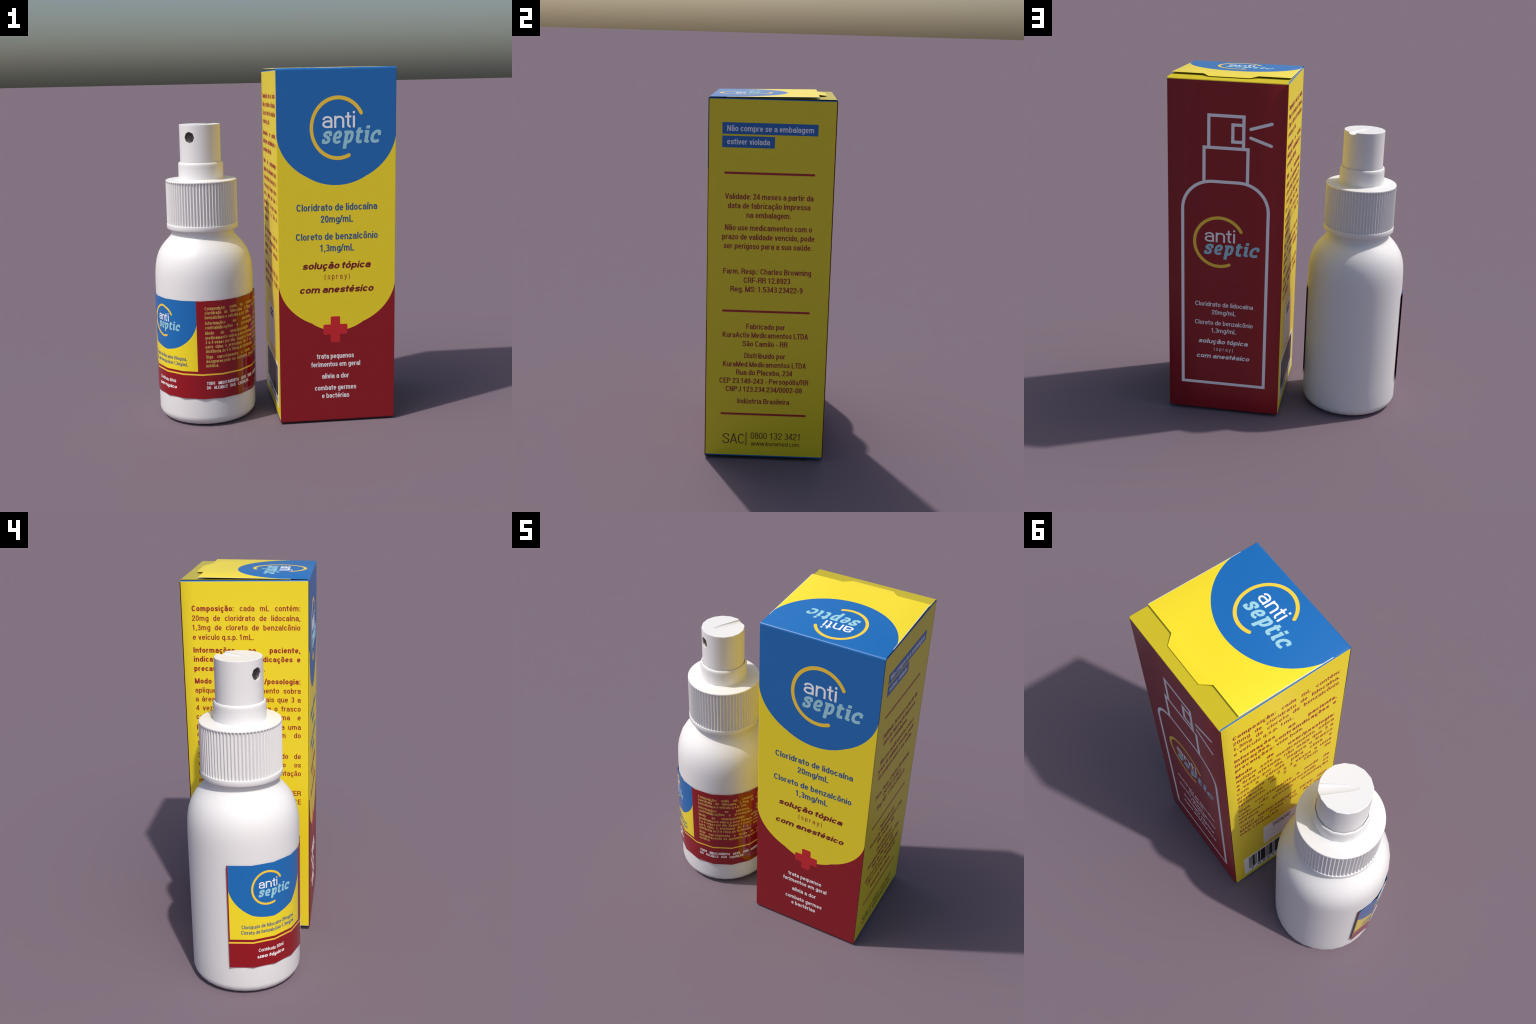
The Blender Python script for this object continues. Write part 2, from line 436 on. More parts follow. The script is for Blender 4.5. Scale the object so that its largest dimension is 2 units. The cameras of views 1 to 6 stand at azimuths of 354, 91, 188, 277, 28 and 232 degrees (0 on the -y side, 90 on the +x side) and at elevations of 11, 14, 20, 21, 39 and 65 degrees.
    if ch == "(": return 0.24, [bow(l, l + 0.44, -0.25, 1.04, w, 125, 235, 9)]
    if ch == ")": return 0.24, [bow(l - 0.28, l + 0.16, -0.25, 1.04, w, 55, -55, 9)]
    return 0.24, []

def type_mesh(text, pen=0.135, slant=0.0, track=0.0, wide=1.0):
    """Flat strokes of a piece of text: verts (x, y, level) and faces."""
    WIDE[0] = wide
    V, F, x = [], [], 0.0
    for ch in text:
        adv, strokes = glyph(ch, pen)
        for lev, s in enumerate(strokes):
            path, closed = s if isinstance(s, tuple) else (s, False)
            vs, fs = stroke(path, pen, False, closed)
            o = len(V)
            V += [(x + a + slant * b, b, lev) for a, b in vs]
            F += [tuple(i + o for i in f) for f in fs]
        x += adv + track
    return V, F

# The heavy slanted slab letters of the second logo word, drawn as pen strokes.
# x-height 1, letters stand on y = 0.
SLAB = {
    "s": (0.74, [("c", 0.235, [(.63, .845), (.47, .885), (.30, .878), (.16, .785), (.165, .655), (.30, .56), (.46, .455), (.53, .31), (.47, .155), (.30, .112), (.06, .145)]), ("l", 0.215, [(.60, .60), (.60, .87)]), ("l", 0.215, [(.115, .37), (.115, .11)])]),
    "e": (0.76, [("l", 0.17, [(.13, .425), (.46, .47)]), ("c", 0.225, [(.40, .44), (.545, .56), (.565, .74), (.46, .88), (.30, .865), (.17, .70), (.13, .44), (.18, .21), (.33, .11), (.49, .12), (.615, .205)])]),
    "p": (0.90, [("l", 0.275, [(.245, -.40), (.245, .985)]), ("l", 0.20, [(.03, .885), (.30, .885)]),
                 ("c", 0.235, [(.26, .66), (.40, .84), (.57, .868), (.668, .73), (.672, .45), (.60, .21), (.44, .115), (.26, .14)])]),
    "t": (0.63, [("c", 0.265, [(.235, 1.20), (.225, .80), (.218, .36), (.27, .155), (.40, .115), (.57, .135)]), ("l", 0.21, [(.02, .885), (.55, .885)])]),
    "i": (0.50, [("l", 0.27, [(.225, .985), (.225, .07)]), ("l", 0.20, [(.02, .885), (.24, .885)]), ("l", 0.20, [(.22, .105), (.46, .105)]), ("l", 0.24, [(.085, 1.22), (.365, 1.22)])]),
    "c": (0.80, [("l", 0.225, [(.69, .565), (.69, .80)]), ("c", 0.245, [(.74, .76), (.58, .875), (.39, .85), (.215, .68), (.155, .42), (.22, .19), (.38, .112), (.56, .12), (.72, .185)])]),
}
SLANT = 0.175

def logo(cs, ct, kx, kz, frame, parent, inks=("gold", "white", "pale"), splits=(), lift=0.0):
    """Open ring with the two words in it.  Unit: the size it has on the front."""
    g, w, p = inks
    ring = []
    a0, a1 = rad(28.8), rad(294.5)
    for i in range(73):
        a = a0 + (a1 - a0) * i / 72
        ring.append((0.1625 * math.cos(a), 0.1625 * math.sin(a)))
    V, F = stroke(ring, 0.0205)
    V = affine(V, lambda x, y: (cs + x * 0.896 * kx, ct + y * kz))
    ink_object("logo_ring", V, F, frame, g, parent, 0.0005 + lift, splits)
    # first word, light upright sans
    vs, fs = type_mesh("anti", 0.112, 0, 0.03, 1.35)
    a, b = bounds(vs)
    vs = [(cs + (-0.0855 + (x - a) / (b - a) * 0.1785) * kx, ct + (0.0005 + y * 0.0640 / XH) * kz, l) for x, y, l in vs]
    ink_object("logo_lettering", vs, fs, frame, w, parent, 0.0005 + lift, splits)
    # second word, from strokes; each letter sits at its own left edge
    left = {0: 0.000, 1: 0.812, 2: 1.62, 3: 2.56, 4: 3.24, 5: 3.755}
    sc = 0.0702
    for n, ch in enumerate("septic"):
        for m_, (kind, wd, pts) in enumerate(SLAB[ch][1]):
            path = smooth_path(pts) if kind == "c" else pts
            V, F = stroke(path, wd, round_ends=False)
            V = affine(V, lambda x, y: (cs + (-0.0915 + (left[n] + x * 1.0 + y * SLANT) * sc * 1.0) * kx, ct + (-0.0845 + y * sc) * kz))
            ink_object("logo_lettering", V, F, frame, p, parent, 0.0006 + lift + 0.0001 * m_, splits)

def rect(s0, s1, t0, t1, frame, mat, parent, name, height=0.0004, splits=()):
    return ink_object(name, [(s0, t0), (s1, t0), (s1, t1), (s0, t1)], [(0, 1, 2, 3)], frame, mat, parent, height, splits)

def pen_line(path, w, frame, mat, parent, name, height=0.0005, closed=False, round_ends=True):
    V, F = stroke(path, w, round_ends, closed)
    return ink_object(name, V, F, frame, mat, parent, height)

# ================================================================== THE CARTON
CX = 0.3425
H = 0.3285                   # half width of the square carton
carton = empty("medicine_carton", (CX, 0, 0), "tall yellow, blue and red folded medicine carton with printed text", "medicine box")
ARC = 0.0018                 # corner rounding of the upright edges
WALL = 0.003

def upright_columns(sign):
    """(across, inset) positions over a face with rounded upright edges."""
    cols = []
    for k in range(5):
        a = rad(90 * (1 - k / 4))
        cols.append((-H + ARC - ARC * math.sin(a), ARC - ARC * math.cos(a)))
    # an even flat, then the mirrored arc
    flat = [(-H + ARC + (2 * H - 2 * ARC) * q, 0.0) for q in (0.006, 1 / 6, 1 / 3, 0.5, 2 / 3, 5 / 6, 0.994)]
    return cols + flat + [(-x, d) for x, d in reversed(cols)]

def fold_rows(z_low, z_high, r_low, r_high):
    rows = []
    if r_low:
        for k in range(6):
            a = rad(90 * k / 6); rows.append((z_low + r_low - r_low * math.cos(a), r_low - r_low * math.sin(a)))
        rows.append((z_low + r_low, 0))
    else: rows.append((z_low, 0))
    for q in (0.002, 0.125, 0.25, 0.375, 0.5, 0.625, 0.75, 0.875, 0.998): rows.append((z_low + r_low + (z_high - r_high - z_low - r_low) * q, 0))
    if r_high:
        rows.append((z_high - r_high, 0))
        for k in range(1, 7):
            a = rad(90 * k / 6); rows.append((z_high - r_high + r_high * math.sin(a), r_high - r_high * math.cos(a)))
    else: rows.append((z_high, 0))
    return rows

def sheet(name, grid, mats, parent, thickness, inward, mat_fn=None, smooth=30):
    """Grid of points -> solid sheet.  `inward` gives the offset of the back of each point."""
    nr, nc = len(grid), len(grid[0])
    V = [p for row in grid for p in row]
    V2 = [Vector(p) + Vector(inward(p)) * thickness for p in V]
    n = len(V)
    F, MI = [], []
    for j in range(nr - 1):
        for i in range(nc - 1):
            a, b, c, d = j * nc + i, j * nc + i + 1, (j + 1) * nc + i + 1, (j + 1) * nc + i
            F.append((a, b, c, d)); MI.append(mat_fn(V[a]) if mat_fn else 0)
            F.append((n + d, n + c, n + b, n + a)); MI.append(len(mats) - 1)
    rim = [i for i in range(nc)] + [j * nc + nc - 1 for j in range(1, nr)] + [(nr - 1) * nc + i for i in range(nc - 2, -1, -1)] + [j * nc for j in range(nr - 2, 0, -1)]
    for a, b in zip(rim, rim[1:] + rim[:1]):
        F.append((b, a, n + a, n + b)); MI.append(0)
    return add_object(name, V + V2, F, mats, parent, MI, smooth)

# front panel, folding over into the top and the bottom flap
FOLD = 0.010
Z_TOP, Z_BOT = 1.9885, 0.0060
cols = upright_columns(1)
rows = fold_rows(Z_BOT, Z_TOP, FOLD, FOLD)
grid = [[(x, -H + max(d, e) + 0.35 * min(d, e), z) for x, d in cols] for z, e in rows]
def in_front(p):
    x, y, z = p
    v = Vector((0, 1, 0))
    if z > Z_TOP - 0.006: v = Vector((0, 0.3, -1))
    if z < Z_BOT + 0.006: v = Vector((0, 0.3, 1))
    return v.normalized()
front = sheet("front_panel", grid, ["front", "lining"], carton, WALL, in_front)

# back panel: red, its upper edge turns into the yellow tuck lip
rows_b = fold_rows(0.0125, 1.9775, 0.010, 0)
grid = [[(-x, H - max(d, e) - 0.35 * min(d, e), z) for x, d in cols] for z, e in rows_b]
back = sheet("back_panel", grid, ["red", "lining"], carton, WALL, lambda p: (0, -1, 0))

lip_rows = []
for k in range(7):
    a = rad(90 * k / 6)
    lip_rows.append((H - 0.009 + 0.009 * math.cos(a), 1.9776 + 0.011 * math.sin(a)))
for k in range(1, 6):
    lip_rows.append((H - 0.009 - 0.556 * k / 5, 1.9886 - 0.0014 * k / 5))
def lip_x(z, y): return 0.3280 - 0.0016 * min(1.0, max(0.0, (z - 1.9776) / 0.006))
grid = [[(sx * lip_x(z, y), y, z) for sx in (-1, -0.5, 0, 0.5, 1)] for y, z in lip_rows]
lip = sheet("tuck_lip", grid, ["yellow", "lining"], carton, 0.001, lambda p: (0, -0.4, -0.9))

def set_normals(ob, fn):
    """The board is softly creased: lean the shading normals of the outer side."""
    me = ob.data
    ns = [v.normal.copy() for v in me.vertices]
    half = len(ns) // 2
    for i in range(half): ns[i] = Vector(fn(me.vertices[i].co)).normalized()
    for p in me.polygons: p.use_smooth = True
    me.normals_split_custom_set_from_vertices(ns)
set_normals(lip, lambda c: (0, 0.62, 0.78) if c.z > 1.983 else (0, 0.9, 0.4))  # normals tipped away from the sun to dim the lip
def lean(x):
    """Sideways lean of the back panel towards its upright edges."""
    return 0.0 if abs(x) < 0.12 else math.copysign((abs(x) - 0.12) / 0.208 * (1.0 if x < 0 else 0.7), x)
set_normals(back, lambda c: (lean(c.x), 1, 0))

# side panels, a little lower than the flap, with the blue strip of the fold
def side_panel(sign):
    zs = fold_rows(0.012, 1.9835, 0.004, 0.004)
    ys = [-H + ARC, -0.255, -0.12, 0.0, 0.12, 0.255, H - ARC]
    grid = [[(sign * (H - e), sign * y, z) for y in ys] for z, e in zs]
    return sheet("side_panel", grid, ["side", "lining"], carton, WALL, lambda p: (-sign, 0, 0))
right_side = side_panel(1)
left_side = side_panel(-1)

def set_side_normals():
    set_normals(left_side, lambda c: (-1, 0.45 * max(0.0, (c.y - 0.255) / 0.0735), 0) if 0.0175 < c.z < 1.9780 else (-0.75, 0, 0.66 if c.z > 1 else -0.66))
# flaps: a plate rising to the back, with a tucked-in tab that dips again
Y0, Y1, Y2 = -H + FOLD, 0.2345, 0.279
def flap_height(y):
    if y <= Y1: return Z_TOP + (2.0 - Z_TOP) * (y - Y0) / (Y1 - Y0)
    return 2.0 - 0.0058 * (y - Y1) / (Y2 - Y1)

def flap(name, mats, flip):
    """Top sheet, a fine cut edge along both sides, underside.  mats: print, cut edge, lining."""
    W, E = 0.3270, 0.0024
    zf = lambda y: (2.0 - flap_height(y)) * (Z_BOT / (2.0 - Z_TOP) if y < Y1 else 1) if flip else flap_height(y)
    sg = 1 if flip else -1
    V, F, MI = [], [], []
    def quad(pts, mi):
        o = len(V); V.extend(pts); F.append(tuple(range(o, o + len(pts)))); MI.append(mi)
    def top(x, y, dz=0.0): return (x, y, zf(y) + sg * dz)
    def low(x, y): return (x, y, zf(y) + sg * 0.0013)
    Wi, Ym, Yb = W - E, -0.236, Y1
    body_ = [(-Wi, Y0), (Wi, Y0), (Wi, Ym), (Wi, Yb), (0.1505, Yb), (-0.1505, Yb), (-Wi, Yb), (-Wi, Ym)]
    tab_ = [(-0.1505, Yb), (0.1505, Yb), (0.1115, Y2), (-0.1115, Y2)]
    quad([top(*p) for p in body_], 0); quad([top(*p) for p in tab_], 0)
    quad([low(*p) for p in body_], 2); quad([low(*p) for p in tab_], 2)
    for s_ in (-1, 1):
        quad([top(s_ * Wi, Y0), top(s_ * W, Y0, .0007), top(s_ * W, Ym, .0007), top(s_ * Wi, Ym)], 0)
        quad([top(s_ * Wi, Ym), top(s_ * W, Ym, .0007), top(s_ * W, Yb, .0007), top(s_ * Wi, Yb)], 1)
        quad([top(s_ * W, Y0, .0007), top(s_ * W, Yb, .0007), low(s_ * W, Yb), low(s_ * W, Y0)], 2)
        quad([low(s_ * Wi, Y0), low(s_ * W, Y0), low(s_ * W, Yb), low(s_ * Wi, Yb)], 2)
        quad([top(s_ * Wi, Yb), top(s_ * W, Yb, .0007), low(s_ * W, Yb), low(s_ * Wi, Yb)], 0)
        quad([top(s_ * Wi, Yb), top(s_ * 0.1505, Yb), low(s_ * 0.1505, Yb), low(s_ * Wi, Yb)], 0)
        quad([top(s_ * 0.1505, Yb), top(s_ * 0.1115, Y2), low(s_ * 0.1115, Y2), low(s_ * 0.1505, Yb)], 0)
    quad([top(-0.1115, Y2), top(0.1115, Y2), low(0.1115, Y2), low(-0.1115, Y2)], 0)
    ob = add_object(name, V, F, mats, carton, MI)
    bm = bmesh.new(); bm.from_mesh(ob.data)
    bmesh.ops.remove_doubles(bm, verts=bm.verts, dist=1e-6)
    bm.to_mesh(ob.data); bm.free()
    smooth_by_angle(ob, 20)
    return ob
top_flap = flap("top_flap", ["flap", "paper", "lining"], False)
bottom_flap = flap("bottom_flap", ["red", "red", "lining"], True)
set_side_normals()

# frames of the five printed faces (s, t as read in the picture, world-based)
f_front = lambda s, t, h: Vector((s - CX, -H - h, t))
f_right = lambda s, t, h: Vector((H + h, s, t))
f_back = lambda s, t, h: Vector((-s - CX, H + h, t))
f_left = lambda s, t, h: Vector((-H - h, -s, t))
f_top = lambda s, t, h: Vector((-s - CX, -t, flap_height(-t) + h))

# ---- front artwork
logo(0.350, 1.6683, 1.0, 1.0, f_front, front)
for text, s0, s1, t in [("Cloridrato de lidocaína", .1175, .5674, 1.2199), ("20mg/mL", .2519, .4323, 1.1542),
                        ("Cloreto de benzalcônio", .1124, .5713, 1.0581), ("1,3mg/mL", .2471, .4385, .9930)]:
    line_of_type(text, s0, s1, t, 0.0390, f_front, "navy", front, pen=0.145)
for text, s0, s1, t in [("solução tópica", .148, .5329, .8944), ("com anestésico", .1315, .5494, .7582)]:
    line_of_type(text, s0, s1, t, 0.0385, f_front, "dark_red", front, pen=0.20, slant=0.20, track=0.0)
line_of_type("(spray)", .2713, .4126, .8350, 0.0320, f_front, "rust", front, pen=0.09, track=0.22)
for text, s0, s1, t in [("trata pequenos", .2231, .4366, .3764), ("ferimentos em geral", .1907, .4729, .3288), ("alivia a dor", .2530, .4077, .2590),
                        ("combate germes", .2115, .4499, .1902), ("e bactérias", .2522, .4098, .1428)]:
    line_of_type(text, s0, s1, t, 0.0292, f_front, "white", front, pen=0.14)

def plus_sign(cx, cz, w, h, tw, th, r):
    """Outline of a cross with rounded outer corners."""
    def corner(x, y, sx, sy, flip):
        pts = []
        for k in range(5):
            a = rad(90 * k / 4)
            pts.append((x - sx * r + sx * r * math.cos(a), y - sy * r + sy * r * math.sin(a)))
        return pts[::-1] if flip else pts
    o = []
    o += corner(w, th, 1, 1, False) + [(tw, th)]
    o += corner(tw, h, 1, 1, False) + corner(-tw, h, -1, 1, True) + [(-tw, th)]
    o += corner(-w, th, -1, 1, True) + corner(-w, -th, -1, -1, False) + [(-tw, -th)]
    o += corner(-tw, -h, -1, -1, False) + corner(tw, -h, 1, -1, True) + [(tw, -th)]
    o += corner(w, -th, 1, -1, True)
    return [(cx + x, cz + y) for x, y in o]
P = plus_sign(0.3308, 0.5455, 0.0684, 0.0753, 0.0268, 0.0296, 0.007)
ink_object("red_cross", P, [tuple(range(len(P)))], f_front, "cross", front, 0.0006)

# ---- top artwork
logo(-0.363, 0.1507, 0.838, 0.836, f_top, top_flap)

# ---- right side artwork
rect(-.2555, .2346, 1.8020, 1.8611, f_right, "blue", right_side, "text_bar")
rect(-.2557, .0144, 1.7331, 1.7924, f_right, "blue", right_side, "text_bar")
line_of_type("Não compre se a embalagem", -.2310, .2128, 1.8170, .0298, f_right, "white", right_side, height=0.0010)
line_of_type("estiver violada", -.2306, -.0109, 1.7494, .0298, f_right, "white", right_side, height=0.0010)
for t in (1.6018, .8576, .2657):
    pen_line([(-.2372, t), (.2218, t)], .0115, f_right, "rule", right_side, "rule_line")
for text, s0, s1, t in [
        ("Validade: 24 meses a partir da", -.2366, .2228, 1.4648), ("data de fabricação impressa", -.2212, .2083, 1.4165), ("na embalagem.", -.1230, .1092, 1.3676),
        ("Não use medicamentos com o", -.2351, .2216, 1.2994), ("prazo de validade vencido, pode", -.2486, .2362, 1.2502), ("ser perigoso para a sua saúde.", -.2401, .2243, 1.2008),
        ("Farm. Resp.: Charles Browning", -.2399, .2261, 1.0635), ("CRF-RR 12.8923", -.1310, .1169, 1.0150), ("Reg. MS: 1.5343.23422-9", -.2001, .1846, .9654),
        ("Fabricado por", -.1115, .0966, .7576), ("KuraActiv Medicamentos LTDA", -.2377, .2227, .7090), ("São Camilo - RR", -.1296, .1144, .6597),
        ("Distribuido por", -.1179, .1038, .5921), ("KuraMed Medicamentos LTDA", -.2331, .2182, .5416), ("Rua do Placebo, 234", -.1611, .1449, .4946),
        ("CEP 23.140-243 - Persopólis/RR", -.2513, .2346, .4452), ("CNPJ 123.234.234/0002-08", -.2168, .2003, .3974), ("Indústria Brasileira", -.1511, .1336, .3280)]:
    line_of_type(text, s0, s1, t, .0306, f_right, "side_red", right_side, pen=0.14)
line_of_type("SAC", -.2291, -.1098, .0880, .0600, f_right, "brown", right_side, pen=0.075)
pen_line([(-.0988, .1570), (-.0988, .0790)], .0046, f_right, "brown", right_side, "rule_line", round_ends=False)
line_of_type("0800 132 3421", -.0738, .1972, .1196, .0385, f_right, "brown", right_side, pen=0.085)
line_of_type("www.kuramed.com", -.0718, .1979, .0791, .0262, f_right, "brown", right_side, pen=0.09)

# ---- back artwork: line drawing of the bottle
LW = 0.0172
def outline(path, h=0.0005, closed=False): pen_line(path, LW, f_back, "white", back, "outline_drawing", h, closed)
body = [(-.1028, .1866), (-.1028, 1.262)]
for k in range(1, 12):
    a = rad(90 * k / 12); body.append((-.271 + .1682 * math.cos(a), 1.262 + .165 * math.sin(a)))
body += [(-.271, 1.427), (-.4195, 1.427)]
for k in range(1, 12):
    a = rad(90 + 90 * k / 12); body.append((-.4195 + .1682 * math.cos(a), 1.262 + .165 * math.sin(a)))
body += [(-.5877, 1.262), (-.5877, .1866)]
outline(body, 0.0005, closed=True)
outline([(-.4668, 1.431), (-.4668, 1.617), (-.2234, 1.617), (-.2234, 1.431)], 0.0006)
outline([(-.4411, 1.626), (-.4411, 1.7938), (-.2489, 1.7938), (-.2489, 1.626)], 0.0007)
outline([(-.2483, 1.7479), (-.3086, 1.7479), (-.3086, 1.6546), (-.2483, 1.6546)], 0.0008)
outline([(-.2102, 1.7292), (-.0964, 1.7642)])
outline([(-.2100, 1.6818), (-.0968, 1.6438)])
logo(-0.3775, 1.0744, 0.972, 0.886, f_back, back)
for text, s0, s1, t in [("Cloridrato de lidocaína", -.5147, -.1756, .6800), ("20mg/mL", -.4162, -.2752, .6310),
                        ("Cloreto de benzalcônio", -.5161, -.1744, .5634), ("1,3mg/mL", -.4188, -.2708, .5158)]:
    line_of_type(text, s0, s1, t, .0280, f_back, "white", back, pen=0.12)
for text, s0, s1, t in [("solução tópica", -.4945, -.1996, .4449), ("com anestésico", -.5053, -.1892, .3488)]:
    line_of_type(text, s0, s1, t, .0285, f_back, "white", back, pen=0.19, slant=0.20, track=0.0)
line_of_type("(spray)", -.4020, -.2892, .4000, .0225, f_back, "white", back, pen=0.085, track=0.22)

# ---- left side artwork: justified leaflet text
bold, roman = 0.175, 0.130
def W(text, weight=roman): return [(w, weight) for w in text.split()]
LEFT_TEXT = [
    (1.8290, W("Composição:", bold) + W("cada mL contém:"), True), (1.7790, W("20mg de cloridrato de lidocaína,"), True), (1.7308, W("1,3mg de cloreto de benzalcônio"), True), (1.6811, W("e veículo q.s.p. 1mL."), False),
    (1.6131, W("Informações ao paciente,", bold), True), (1.5654, W("indicações, contraindicações e", bold), True), (1.5158, W("precauções:", bold) + W("vide bula."), False),
    (1.4483, W("Modo de usar/posologia:", bold), True), (1.3986, W("aplique este medicamento sobra"), True), (1.3505, W("a área afetada, não mais que 3 a"), True), (1.3014, W("4 vezes por dia. Segure o frasco"), True),
    (1.2535, W("com a válvula para cima e"), True), (1.2010, W("pressione de 2 a 3 vezes a uma"), True), (1.1548, W("distância de 5 a 10cm do"), True), (1.1050, W("ferimento."), False),
    (1.0370, W("Siga corretamente o modo de"), True), (.9884, W("usar, não desaparecendo os"), True), (.9393, W("sintomas, procure orientação"), True), (.8908, W("médica."), False),
    (.8246, W("TODO MEDICAMENTO DEVE SER"), True), (.7742, W("MANTIDO FORA DO ALCANCE"), True), (.7229, W("DAS CRIANÇAS."), False)]
for t, words, full in LEFT_TEXT:
    justified(words, -.2725, .2825, t, .0287, .0365, f_left, "side_red", left_side, full=full)
rect(-.1262, .1120, .3789, .6231, f_left, "white", left_side, "scratch_panel")
line_of_type("RASPE AQUI", -.0647, .0520, .5830, .0185, f_left, "black", left_side, height=0.0010)
line_of_type("COM METAL", -.0640, .0510, .5560, .0185, f_left, "black", left_side, height=0.0010)
rect(-.2619, .2505, .0680, .3290, f_left, "white", left_side, "barcode_panel")
# bar and gap widths in modules, first bar first
MODULES = [1, 1, 1, 1, 1, 1, 4, 1, 1, 1, 1, 2, 4, 1, 8, 1, 1, 1, 1, 1, 1, 1, 5, 1, 1, 1, 1, 1, 8, 1, 2, 1, 1, 1, 5, 2, 1, 1, 6, 1, 1, 1, 2, 1, 4, 1, 7, 1, 1, 1, 1, 2, 3, 1, 1, 1, 5, 1, 1, 1, 1]
unit = (.2200 + .2303) / sum(MODULES)
V, F, pen = [], [], -.2303
for i, m_ in enumerate(MODULES):
    w = m_ * unit
    if i % 2 == 0:
        o = len(V); V += [(pen, .1290), (pen + w, .1290), (pen + w, .3120), (pen, .3120)]; F.append((o, o + 1, o + 2, o + 3))
    pen += w
bars = ink_object("barcode_bars", V, F, f_left, "black", left_side, 0.0010); bars["kind"] = "stuff"
line_of_type("7 092341 092342", -.2180, .2150, .0880, .0265, f_left, "black", left_side, pen=0.12, height=0.0010, track=0.16)

# ================================================================== THE BOTTLE
BX, BY = -0.3825, -0.0175
bottle = empty("spray_bottle", (BX, BY, 0), "white plastic spray bottle with ribbed collar and wraparound label", "spray bottle")

def arc(cx, cz, r, a0, a1, n, rz=None):
    rz = rz or r
    return [(cx + r * math.cos(rad(a0 + (a1 - a0) * k / n)), cz + rz * math.sin(rad(a0 + (a1 - a0) * k / n))) for k in range(n + 1)]

BR = 0.2832
profile = [(0.001, 0.010), (0.19, 0.008), (0.205, 0.0)] + arc(0.225, 0.058, 0.0582, -90, 0, 9)
profile += [(BR, 0.16), (BR, 0.30), (BR, 0.45), (BR, 0.60), (BR, 0.73), (BR, 0.80), (0.2822, 0.85), (0.2788, 0.892), (0.2715, 0.932), (0.2580, 0.972), (0.2425, 0.999),
            (0.2235, 1.0245), (0.2005, 1.0490), (0.1860, 1.0640), (0.1803, 1.0750), (0.1795, 1.0900), (0.1795, 1.125)]
lathe("bottle_body", profile, 32, ["plastic"], bottle, phase=5.6, smooth=60, cap=(True, True))

# ribbed collar: fine radial grid, each groove ends in a round
def ribbed_collar():
    R, NR, DEPTH = 0.2022, 72, 0.0080
    cols = []
    for k in range(NR):
        for q in (0.0, 0.16, 0.24, 0.32, 0.42, 0.5, 0.58, 0.68, 0.76, 0.84):
            cols.append((k + q) / NR)
    z0, z1 = 1.1290, 1.3790
    zr = [1.1372, 1.1400, 1.1480, 1.16, 1.24, 1.32, 1.352, 1.3640, 1.3685, 1.3720, 1.3745, 1.3766, 1.3780, 1.3792]
    def depth(u, z):
        q = (u * NR) % 1.0 - 0.5                    # 0 in the middle of the groove
        half = 0.35
        e = min(z - z0, z1 - z) / 0.0080            # rounded ends
        if e <= 0: return 0
        if e < 1: half *= math.sqrt(max(0, 1 - (1 - e) ** 2))
        if abs(q) >= half or half < 1e-4: return 0
        return DEPTH * math.sqrt(1 - (q / half) ** 2)
    rings = [[(0.1800, 1.1200)], [(0.1900, 1.1085)], [(0.1985, 1.1068)], [(0.2026, 1.1088)], [(0.2040, 1.1115)], [(0.2042, 1.1330)], [(0.2032, 1.1362)]]
    V, F = [], []
    def add(fn):
        for u in cols:
            r, z = fn(u); a = 2 * math.pi * u
            V.append((r * math.cos(a), r * math.sin(a), z))
    for g in rings: add(lambda u, g=g: g[0])
    for z in zr: add(lambda u, z=z: (R - depth(u, z), z))
    for g in [(0.2018, 1.3825), (0.2006, 1.3848), (0.1985, 1.3860), (0.1940, 1.3864), (0.1420, 1.3864), (0.1385, 1.3869), (0.1320, 1.3885), (0.1250, 1.3915)]: add(lambda u, g=g: g)
    n = len(cols); nr = len(V) // n
    for j in range(nr - 1):
        for i in range(n):
            k = (i + 1) % n
            F.append((j * n + i, j * n + k, (j + 1) * n + k, (j + 1) * n + i))
    return add_object("ribbed_collar", V, F, ["plastic"], bottle, smooth=38)
ribbed_collar()

PH = -12.0
neck_profile = [(0.1292, 1.380), (0.1292, 1.396), (0.1292, 1.4630), (0.1292, 1.4690), (0.1283, 1.4745), (0.1262, 1.4800), (0.1236, 1.4832), (0.1206, 1.4840), (0.1196, 1.4825), (0.1196, 1.44)]
lathe("pump_neck", neck_profile, 16, ["plastic"], bottle, phase=PH, smooth=50)

# spray head: sixteen-sided button with a thumb groove and a nozzle hole
HR = 0.1170
head = lathe("spray_head", [(HR, 1.445), (HR, 1.6925), (HR - 0.0010, 1.6947), (HR - 0.0030, 1.6955)], 16, ["plastic"], bottle, phase=PH, smooth=28, cap=(True, True))
HOLE = rad(-124.3)
def octagon_cutter():
    V, F = [], []
    d = Vector((math.cos(HOLE), math.sin(HOLE), 0)); t = Vector((-d.y, d.x, 0)); c = Vector((0, 0, 1.6255))
    for dist in (0.098, 0.14):
        for k in range(8):
            a = rad(45 * k)
            V.append(c + d * dist + (t * math.cos(a) * 0.0315 + Vector((0, 0, 1)) * math.sin(a) * 0.0325))
    F = [tuple(range(8))[::-1], tuple(range(8, 16))] + [(k, (k + 1) % 8, 8 + (k + 1) % 8, 8 + k) for k in range(8)]
    return add_object("cutter", V, F, ["plastic"], bottle, smooth=30)
cut(head, octagon_cutter())
